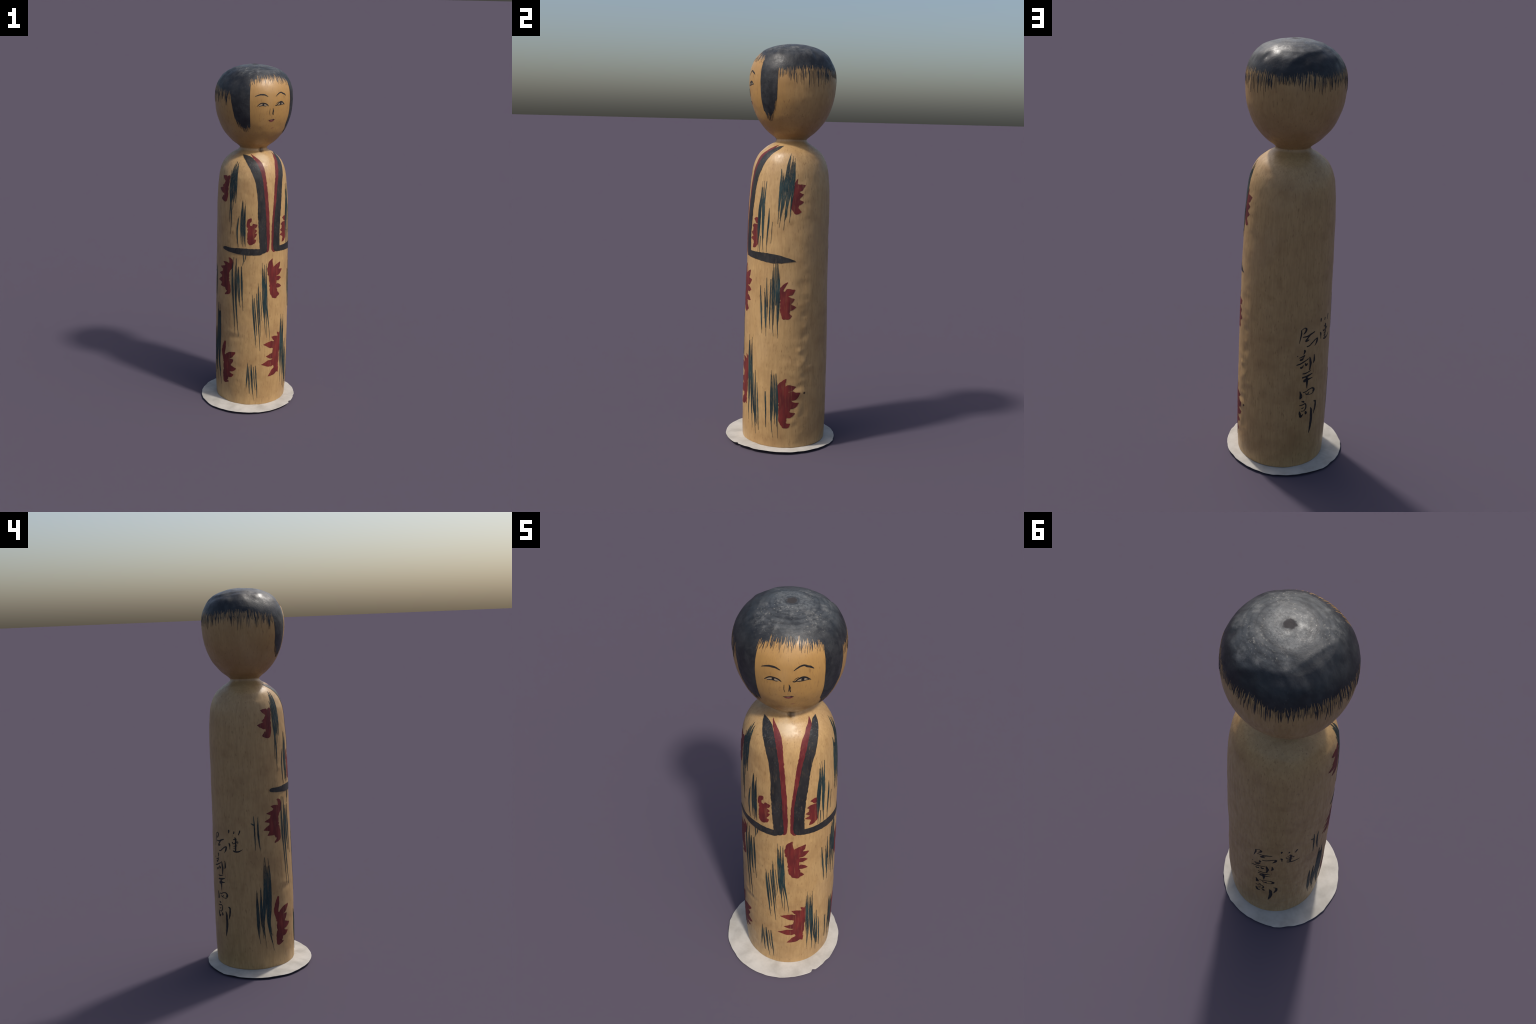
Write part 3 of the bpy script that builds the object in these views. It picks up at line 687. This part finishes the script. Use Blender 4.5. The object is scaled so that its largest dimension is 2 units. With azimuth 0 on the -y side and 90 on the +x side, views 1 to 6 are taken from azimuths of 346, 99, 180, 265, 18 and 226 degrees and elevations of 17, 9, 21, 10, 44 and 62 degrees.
CHARACTERS = [
    [
        stroke((111, 0.7378, 3.6), (111.1, 0.7178, 5.6), (110.1, 0.6982, 4.4), (108.7, 0.6698, 1.2)),
        stroke((111.3, 0.7366, 2), (115.7, 0.7452, 3), (117.7, 0.7384, 8.1), (116.6, 0.7259, 7.1), (113.7, 0.7142, 2)),
        stroke((112.9, 0.7008, 3.6), (118.8, 0.701, 5.1), (124.6, 0.7087, 6.1), (130.8, 0.7174, 4.1)),
        stroke((124.6, 0.7076, 2.4), (120.2, 0.6921, 5.1), (117.8, 0.6781, 7.1), (122.6, 0.6823, 4.1)),
        stroke((118.8, 0.6492, 3.7), (122, 0.6501, 4.5), (127.3, 0.6634, 4.1), (132.9, 0.6768, 4.1), (135.2, 0.6776, 6.1), (134.6, 0.6647, 8.2), (131.2, 0.6435, 1.2)),
    ],
    [
        stroke((115.9, 0.6354, 7.1), (116.9, 0.6269, 8.2), (115.2, 0.6121, 2)),
        stroke((106.9, 0.6083, 5.3), (107.8, 0.6062, 5.3)),
        stroke((109.4, 0.5968, 4.1), (113.9, 0.6016, 4.5), (117.8, 0.6091, 3.1)),
        stroke((116.9, 0.6042, 2.5), (114.6, 0.5921, 4.5), (111.6, 0.5859, 9.2), (115.3, 0.5881, 5.1)),
        stroke((106, 0.5622, 3.7), (111.3, 0.5666, 5.1), (117.3, 0.5764, 4.5), (122.9, 0.5867, 2.9)),
        stroke((124.2, 0.5947, 3.1), (125.5, 0.5739, 9.2), (126.2, 0.5571, 9.9), (125.7, 0.5391, 7.2), (125.3, 0.5233, 4.1)),
        stroke((131.1, 0.6014, 2.5), (131.8, 0.5856, 6.2), (131.7, 0.5673, 7.8), (130.5, 0.5559, 2.5)),
        stroke((115.6, 0.5593, 2.5), (114, 0.5466, 7.2), (112.1, 0.5478, 8.2), (113.4, 0.5401, 4.1)),
        stroke((122, 0.5634, 3.1), (119.8, 0.5561, 9.2), (118, 0.5667, 4.1)),
        stroke((114.7, 0.5127, 3.7), (119.4, 0.5125, 4.5), (124.7, 0.5181, 3.7), (127.4, 0.5211, 1.7)),
    ],
    [
        stroke((114.4, 0.4923, 6.2), (118.4, 0.4938, 6.2), (124.3, 0.4978, 7.2), (130.2, 0.5042, 3.1)),
        stroke((116.8, 0.4695, 10.3), (120, 0.4762, 12.4), (124.6, 0.4789, 6.2), (130.2, 0.482, 2.1)),
        stroke((120.9, 0.4987, 6.2), (121.8, 0.477, 10.3), (122.1, 0.4556, 7.9), (122.2, 0.432, 1.2)),
    ],
    [
        stroke((112.4, 0.4248, 2.5), (113.9, 0.4037, 9.3), (114.1, 0.3918, 11.4), (112.7, 0.381, 3.1)),
        stroke((116.6, 0.4134, 3.1), (120.8, 0.4145, 4.6), (126.1, 0.4231, 4.2), (132, 0.4232, 5.2), (133.7, 0.4138, 10.5), (132.4, 0.4013, 9.4)),
        stroke((120.6, 0.4076, 3.7), (122.4, 0.3987, 4.6), (125.7, 0.407, 3.8), (126.3, 0.4111, 2.1)),
        stroke((123.7, 0.3973, 2.1), (128.7, 0.3952, 2.5), (133.2, 0.399, 3.8)),
    ],
    [
        stroke((115, 0.3678, 2.1), (118.2, 0.3642, 7.3), (119.6, 0.3599, 3.1)),
        stroke((112.2, 0.3481, 2.9), (116.5, 0.3483, 4.2), (121, 0.3513, 4.6), (122.2, 0.3393, 5.9), (121.4, 0.3233, 5.9), (119.6, 0.3155, 3.8), (114.7, 0.3175, 2.1)),
        stroke((115.5, 0.33, 4.2), (118, 0.3315, 3.8), (119.3, 0.3338, 1.7)),
        stroke((112.9, 0.3178, 3.1), (113.6, 0.304, 8.4), (115.1, 0.2871, 9.4), (118.5, 0.2986, 2.5)),
        stroke((121.3, 0.3115, 4.2), (122.5, 0.3005, 10.5), (121.9, 0.2927, 4.2)),
        stroke((129.5, 0.3235, 2.5), (131.1, 0.3045, 10.6), (131.4, 0.2798, 12.3), (131.5, 0.2503, 11.7), (130.2, 0.2154, 9.6), (128.5, 0.183, 1.3)),
        stroke((134.4, 0.3507, 3.2), (137.4, 0.3463, 7.4), (138, 0.3286, 8.5), (137.3, 0.3077, 8.1), (135, 0.2808, 1.7)),
    ],
    [
        stroke((140.8, 0.7732, 5.8), (140.8, 0.7649, 6.9), (140.5, 0.7529, 2.8)),
        stroke((149.7, 0.7667, 4.6), (148.7, 0.7522, 4.6)),
        stroke((158.6, 0.7733, 4.6), (157.1, 0.7577, 4.6), (155.7, 0.7468, 2.8)),
        stroke((150.4, 0.7361, 4.6), (151.5, 0.7234, 6.9), (151.4, 0.6996, 6.9), (151.2, 0.6758, 6.5), (151, 0.6615, 4.6)),
        stroke((147.4, 0.7222, 3.5), (153.4, 0.7262, 4.6)),
        stroke((146.2, 0.7099, 4.2), (146.5, 0.7005, 4.2)),
        stroke((146.8, 0.6982, 2.8), (151.2, 0.7067, 3.5), (155, 0.7123, 2.8), (154.5, 0.7004, 2.3)),
        stroke((147.4, 0.6865, 1.9), (153.7, 0.6907, 1.8)),
        stroke((147.3, 0.6746, 1.9), (151.6, 0.6795, 1.9)),
        stroke((146.8, 0.6636, 3.5), (149.9, 0.6587, 5.8), (154.1, 0.6587, 5.8), (158.8, 0.6655, 3.5), (161.8, 0.6731, 0.9)),
        stroke((140.4, 0.7028, 4.6), (141.5, 0.6914, 7), (141.7, 0.6795, 2.8), (141.9, 0.6665, 1.9)),
    ],
]


# hair line: height of the solid edge of the hair against the angle, and of the longest tips
FACE_FROM, FACE_TO = 250.6, 323.0
HEM = [(-11.2, 1.872), (0, 1.862), (15, 1.868), (26, 1.878), (43, 1.876), (54, 1.875), (64, 1.870), (80, 1.866), (92, 1.871), (105, 1.880),
       (118, 1.874), (131, 1.868), (147, 1.874), (170, 1.878), (185, 1.876), (198, 1.868), (209, 1.856), (220, 1.850)]
TIPS = [(-11, 1.815), (3, 1.820), (16, 1.808), (26, 1.796), (36, 1.793), (52, 1.789), (62, 1.814), (73, 1.836), (86, 1.834), (95, 1.824), (106, 1.803),
        (118, 1.807), (136, 1.815), (153, 1.817), (171, 1.797), (181, 1.804), (195, 1.803), (208, 1.800), (220, 1.788)]
# side locks: front and rear edge (angle, height) down to the point
LOCK_LEFT_REAR = [(221, 1.83), (222.5, 1.802), (223.8, 1.774), (225.3, 1.740), (228, 1.706), (233, 1.684), (241, 1.668), (247.5, 1.676)]
LOCK_RIGHT_REAR = [(324.5, 1.674), (326, 1.656), (334, 1.652), (338.5, 1.664), (344.2, 1.698), (347.6, 1.732), (348.8, 1.779), (349.1, 1.82)]
FRINGE = [(247.2, 1.907), (249, 1.921), (255.5, 1.930), (263, 1.941), (282, 1.944), (297, 1.946), (304, 1.940), (315, 1.931), (320, 1.926), (324.5, 1.902)]
CHEST_HIGHLIGHT = tuple(surface(math.radians(279.0), s_of_z(1.497)))
CHIN_SHADE = tuple(surface(math.radians(292.0), s_of_z(1.531)))
DARK_SPOT = tuple(surface(math.radians(35.0), s_of_z(0.299)))


def edge(table, deg):
    return np.interp(deg, [a for a, _ in table], [b for _, b in table])


def hem_height(deg):
    """Solid lower edge of the hair for each angle in degrees (0..360)."""
    deg = np.asarray(deg, float)
    back = np.where(deg > 300, deg - 360, deg)
    line = np.stack([deg * 1.3, np.zeros_like(deg), np.zeros_like(deg)], -1)
    z = edge(HEM, back) + 0.0085 * noise3(line * .8, 31) + 0.006 * noise3(line * 2.1, 32)
    front = edge(FRINGE, deg) - 0.003 + 0.004 * noise3(line * .8, 33) + 0.004 * noise3(line * 2, 34)
    z = np.where((deg > 250.8) & (deg < 322.9), front, z)
    left = (deg >= 221) & (deg <= 250.8)
    z = np.where(left, edge(LOCK_LEFT_REAR, deg) + 0.003 * noise3(line * 2, 35), z)
    right = (deg >= 322.9) & (deg <= 349.1)
    return np.where(right, edge(LOCK_RIGHT_REAR, deg) + 0.003 * noise3(line * 2, 36), z)


# ------------------------------------------------------------------ assembly
def build_body(root, wood):
    cols = 512
    s_rows = np.concatenate([np.linspace(0, 0.012, 8), np.linspace(0.012, S_END - 0.004, 700)[1:]])
    z_rows = np.interp(s_rows, S_TAB, Z_TAB)
    th = np.linspace(0, 2 * math.pi, cols, endpoint=False)
    P = surface(th[None], s_rows[:, None])
    N = surface_normal(th[None], s_rows[:, None])
    cut1 = int(np.searchsorted(z_rows, 1.513))
    cut2 = int(np.searchsorted(z_rows, 1.551))
    parts = {}
    for name, a, b in (('torso', 0, cut1), ('neck', cut1, cut2), ('head', cut2, len(s_rows) - 1)):
        v, nn = P[a:b + 1].reshape(-1, 3), N[a:b + 1].reshape(-1, 3)
        f = grid_faces(b - a + 1, cols, True)
        if name == 'torso':
            v = np.vstack([v, [[*P[0].mean(0)[:2], FOOT_Z]]])
            nn = np.vstack([nn, [[0, 0, -1]]])
            f += [[(j + 1) % cols, j, len(v) - 1] for j in range(cols)]
        if name == 'head':
            tip = P[-1].mean(0)
            v = np.vstack([v, [tip]])
            nn = np.vstack([nn, [[0, 0, 1]]])
            top = (b - a) * cols
            f += [[top + j, top + (j + 1) % cols, len(v) - 1] for j in range(cols)]
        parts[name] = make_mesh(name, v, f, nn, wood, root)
    return parts


def build_hair(head, black, faded, wood):
    cols = 1800
    th = np.linspace(0, 2 * math.pi, cols, endpoint=False)
    bottom = s_of_z(hem_height(np.degrees(th)))
    rows = np.linspace(bottom.min(), S_END - 0.004, 110)
    s = np.maximum(rows[:, None], bottom[None])             # rows below the hair line fold up onto it
    lift = np.where(rows[:, None] < bottom[None] - 0.0045, -0.0006, 0.0009)
    s = np.where(lift < 0, s - 0.0005, s)
    P = surface(th[None], s, lift)
    N = surface_normal(th[None], s)
    v, nn = P.reshape(-1, 3), N.reshape(-1, 3)
    nxt = np.roll(np.arange(cols), -1)
    f = []
    for i in range(len(rows) - 1):
        flat = (lift[i + 1] < 0) | (lift[i + 1, nxt] < 0)     # nothing to show in this cell
        for j in np.nonzero(~flat)[0]:
            k = nxt[j]
            f.append([i * cols + j, i * cols + k, (i + 1) * cols + k, (i + 1) * cols + j])
    v = np.vstack([v, [P[-1].mean(0)]])
    nn = np.vstack([nn, [[0, 0, 1]]])
    top = (len(rows) - 1) * cols
    f += [[top + j, top + (j + 1) % cols, len(v) - 1] for j in range(cols)]
    used = np.unique(np.concatenate([np.array(q) for q in f]))
    index = np.full(len(v), -1)
    index[used] = np.arange(len(used))
    f = [[int(index[a]) for a in q] for q in f]
    hair = make_mesh('hair', v[used], f, nn[used], black, head)
    # loose brush hairs below the solid edge
    p = Paint()
    deg = -10.0
    i = 0
    while deg < 219.5:
        h, tip = edge(HEM, deg), edge(TIPS, deg)
        z1 = h + (tip - h) * RNG.uniform(0.35, 1.12)
        w = RNG.uniform(2.6, 7.5)
        lean = RNG.normal(0, 0.6)
        thin = int(RNG.random() < 0.40)
        p.add([(deg, h + 0.012, w * (.4 if thin else 1)), (deg + lean * .4, 0.55 * h + 0.45 * z1, w * RNG.uniform(.55, .85)), (deg + lean, z1, 0.6)],
              0.0008 + 0.00002 * (i % 4) - 0.0002 * thin, ragged=0.10, slot=thin, round_ends=False)
        deg += RNG.uniform(0.75, 2.0)
        i += 1
    deg = 250.0
    while deg < 323.5:
        h = edge(FRINGE, deg)
        z1 = h - RNG.uniform(0.008, 0.036)
        w = RNG.uniform(2.2, 6.5)
        lean = RNG.normal(-0.7, 0.8)
        p.add([(deg, h + 0.010, w), (deg + lean * .5, 0.5 * (h + z1), w * .75), (deg + lean, z1, 0.6)],
              0.0008 + 0.00002 * (i % 9), ragged=0.16, slot=int(RNG.random() < 0.40), round_ends=False)
        deg += RNG.uniform(0.8, 2.3)
        i += 1
    for table, lo, hi in ((LOCK_LEFT_REAR, 224, 249), (LOCK_RIGHT_REAR, 326, 346)):
        for deg in np.arange(lo, hi, 1.3):
            h = edge(table, deg)
            w = RNG.uniform(2, 4.5)
            pull = RNG.uniform(0.008, 0.030)
            lean = (1 if table is LOCK_LEFT_REAR else -1) * RNG.uniform(0.3, 2.0)
            p.add([(deg - lean * .3, h + 0.012, w), (deg + lean * .4, h - pull * .45, w * .7), (deg + lean, h - pull, 0.6)],
                  0.0008 + 0.00002 * (i % 9), ragged=0.16, slot=int(RNG.random() < 0.45), round_ends=False)
            i += 1
    # bare wood left between the brush hairs, running up into the black
    deg = -9.0
    while deg < 219 or 251 < deg < 322:
        front = deg > 250
        h = edge(FRINGE, deg) if front else edge(HEM, deg)
        up, low = RNG.uniform(0.004, 0.020), RNG.uniform(0.012, 0.026)
        up = up * 0.7 if front else up
        w, lean = RNG.uniform(1.4, 3.2), RNG.normal(0, 0.4)
        p.add([(deg - lean, h + up, 0.5), (deg, h - low * .3, w), (deg + lean * .5, h - low, w * .5)],
              0.0011 + 0.00002 * (i % 4), ragged=0.12, slot=2 if RNG.random() < .7 else 1, round_ends=False)
        i += 1
        deg += RNG.uniform(1.6, 4.6) if front else RNG.uniform(1.2, 3.4)
        if 219 <= deg < 251:
            deg = 251.5
    p.build('hair_strands', [black, faded, wood], head, 'stuff')


def build_disc(root, paper):
    """Thin wavy paper disc, nicked on one side, resting on the ground at its middle."""
    cols = 360
    th = np.linspace(0, 2 * math.pi, cols, endpoint=False)
    line = np.stack([np.cos(th) * 4, np.sin(th) * 4, np.zeros(cols)], -1)
    R = 0.2830 + 0.0030 * noise3(line, 41) + 0.0014 * noise3(line * 3.1, 42)
    R += 0.004 * np.exp(-(angle_gap(th, 315) / 0.10) ** 2)
    nick = angle_gap(th, 316.5)
    R -= 0.010 * np.clip(1 - np.abs(nick - 0.035) / 0.045, 0, 1)
    lift_knots = [(-360 + 155, .0075), (-150, .0085), (-119, .0135), (-85, .011), (-36, .017), (5, .0145), (30, .0115), (73, .0085), (110, .010), (155, .0075), (210, .0085)]
    deg = np.degrees(angle_gap(th, 0))
    edge_z = np.interp(deg, [a for a, _ in lift_knots], [b for _, b in lift_knots]) + 0.0010 * noise3(line * 2.2, 43)
    ts = np.concatenate([np.linspace(0.02, 0.9, 40), [0.94, 0.97, 0.99, 1.0]])
    v = []
    for t in ts:
        q = np.clip((t - 0.60) / 0.40, 0, 1)
        z = 0.0155 * (1 - q) + edge_z * q
        pts = np.stack([R * t * np.cos(th), R * t * np.sin(th), z], -1)
        pts[:, 2] += (0.0016 * noise3(pts * 17, 44) + 0.0009 * noise3(pts * 41, 45)) * min(1.0, t * 1.5)
        v.append(pts)
    for t in (1.0, 0.97, 0.9, 0.8, 0.72, 0.3, 0.02):
        if t > 0.75:
            z = np.maximum(edge_z - 0.0013, 0.003) if t > .95 else np.maximum(edge_z - 0.002, 0.004)
        else:
            z = np.zeros(cols)
        v.append(np.stack([R * t * np.cos(th), R * t * np.sin(th), np.broadcast_to(z, (cols,))], -1))
    f = [q[::-1] for q in grid_faces(len(v), cols, True)]
    n = len(v)
    v = np.vstack(v)
    f.append([j for j in range(cols)])
    f.append([(n - 1) * cols + j for j in reversed(range(cols))])
    ob = make_mesh('base_disc', v, f, None, paper, root)
    ob.data.polygons.foreach_set('use_smooth', [len(p.vertices) == 4 for p in ob.data.polygons])
    return ob


def bristles(pts):
    """Split one leaf stroke into the separate lines a drying brush leaves."""
    top = max(p[2] for p in pts)
    n = int(np.clip(round(top / 5.5), 1, 4))
    if n == 1:
        return [pts]
    th, s, w, u = curve(pts)
    out = []
    for k in range(n):
        f = (k + 0.5) / n - 0.5
        a, b = RNG.uniform(0, 0.10) * (k != n // 2), 1 - RNG.uniform(0, 0.26) * (k != n // 2)
        picks = np.linspace(a, b, 8) * u[-1]
        line = []
        for j, q in enumerate(picks):
            ww = np.interp(q, u, w)
            R = np.interp(np.interp(q, u, s), S_TAB, R_TAB)
            end = min(1.0, 0.25 + 0.4 * min(j, 7 - j))
            line.append((math.degrees(np.interp(q, u, th) + f * ww / R), float(np.interp(np.interp(q, u, s), S_TAB, Z_TAB)),
                         max(0.8, ww * 1e3 / n * end * RNG.uniform(0.78, 1.12))))
        out.append(line)
    return out


def main():
    root = bpy.data.objects.new('kokeshi_doll', None)
    root.empty_display_size = 0.2
    bpy.context.scene.collection.objects.link(root)
    root['label'] = 'painted wooden kokeshi doll with black bobbed hair and kimono'
    root['category'] = 'wooden doll'

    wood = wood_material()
    black = hair_material('hair_black')
    faded = hair_material('hair_thin', 0.42)
    ink = paint_material('ink_black', (0.010, 0.010, 0.012), (0.020, 0.018, 0.018), 0.12, (60, 60, 60))
    robe = paint_material('robe_black', (0.014, 0.014, 0.015), (0.026, 0.025, 0.025), 0.10, (70, 70, 30), 0.45, (0.13, 0.13, 0.128), 0.4)
    red = paint_material('blossom_red', (0.100, 0.014, 0.015), (0.165, 0.022, 0.019), 0.18, (90, 90, 8), 0.55)
    trim = paint_material('trim_red', (0.098, 0.014, 0.017), (0.150, 0.022, 0.022), 0.10, (80, 80, 10), 0.5)
    green = paint_material('leaf_green', (0.009, 0.022, 0.026), (0.019, 0.043, 0.045), 0.50, (190, 190, 5), 0.55)
    lip = paint_material('lip_red', (0.135, 0.030, 0.034), (0.200, 0.050, 0.045), 0.20, (90, 90, 60))
    shine = paint_material('lip_pink', (0.40, 0.20, 0.16), (0.46, 0.26, 0.20), 0.2, (90, 90, 60))
    smudge = paint_material('red_smudge', (0.27, 0.12, 0.062), (0.30, 0.15, 0.07), 0.6, (60, 60, 60))

    grey = paint_material('eye_grey', (0.27, 0.205, 0.135), (0.34, 0.27, 0.19), 0.2, (60, 60, 60))
    parts = build_body(root, wood)
    head, torso = parts['head'], parts['torso']
    build_hair(head, black, faded, wood)
    build_disc(root, paper_material())

    def lay(name, groups, material, parent, lift, **kw):
        step = kw.pop('step', 0.00003)
        each = kw.pop('each', False)
        for g in groups:
            if each:
                for k, st in enumerate(g):
                    p = Paint()
                    p.add(st, lift, **kw)
                    p.build(name, material, parent)
            else:
                p = Paint()
                for k, st in enumerate(g):
                    p.add(st, lift + k * step, **kw)
                p.build(name, material, parent)

    lay('collar_trim', TRIMS, trim, torso, 0.0006, each=True, ragged=0.05)
    lay('blossom', BLOSSOMS, red, torso, 0.0006, ragged=0.06, swell=0.32)
    lay('leaf_strokes', [[b for st in g for b in bristles(st)] for g in LEAF_TUFTS], green, torso, 0.0010, ragged=0.07, round_ends=False)
    lay('collar', COLLARS, robe, torso, 0.0014, each=True, ragged=0.025)
    lay('sash', SASHES, robe, torso, 0.0016, each=True, ragged=0.025)
    lay('eyebrow', BROWS, ink, head, 0.0006, each=True, ragged=0.05)
    lay('eye', EYES, ink, head, 0.0006, ragged=0.05)
    lay('eye_white', EYE_FILLS, grey, head, 0.0004, each=True, ragged=0.03)
    lay('nose', NOSES, ink, head, 0.0006, ragged=0.06)
    for name, g, mat, h in (('mouth_line', MOUTH_PARTS[0], ink, .0009), ('mouth', MOUTH_PARTS[1], lip, .0006),
                            ('lip_highlight', MOUTH_PARTS[2], shine, .0011), ('chin_smudge', MOUTH_PARTS[3], smudge, .0005)):
        lay(name, [g], mat, head, h, ragged=0.08)
    lay('written_character', CHARACTERS, ink, torso, 0.0006, ragged=0.06, grow=1.25)


main()
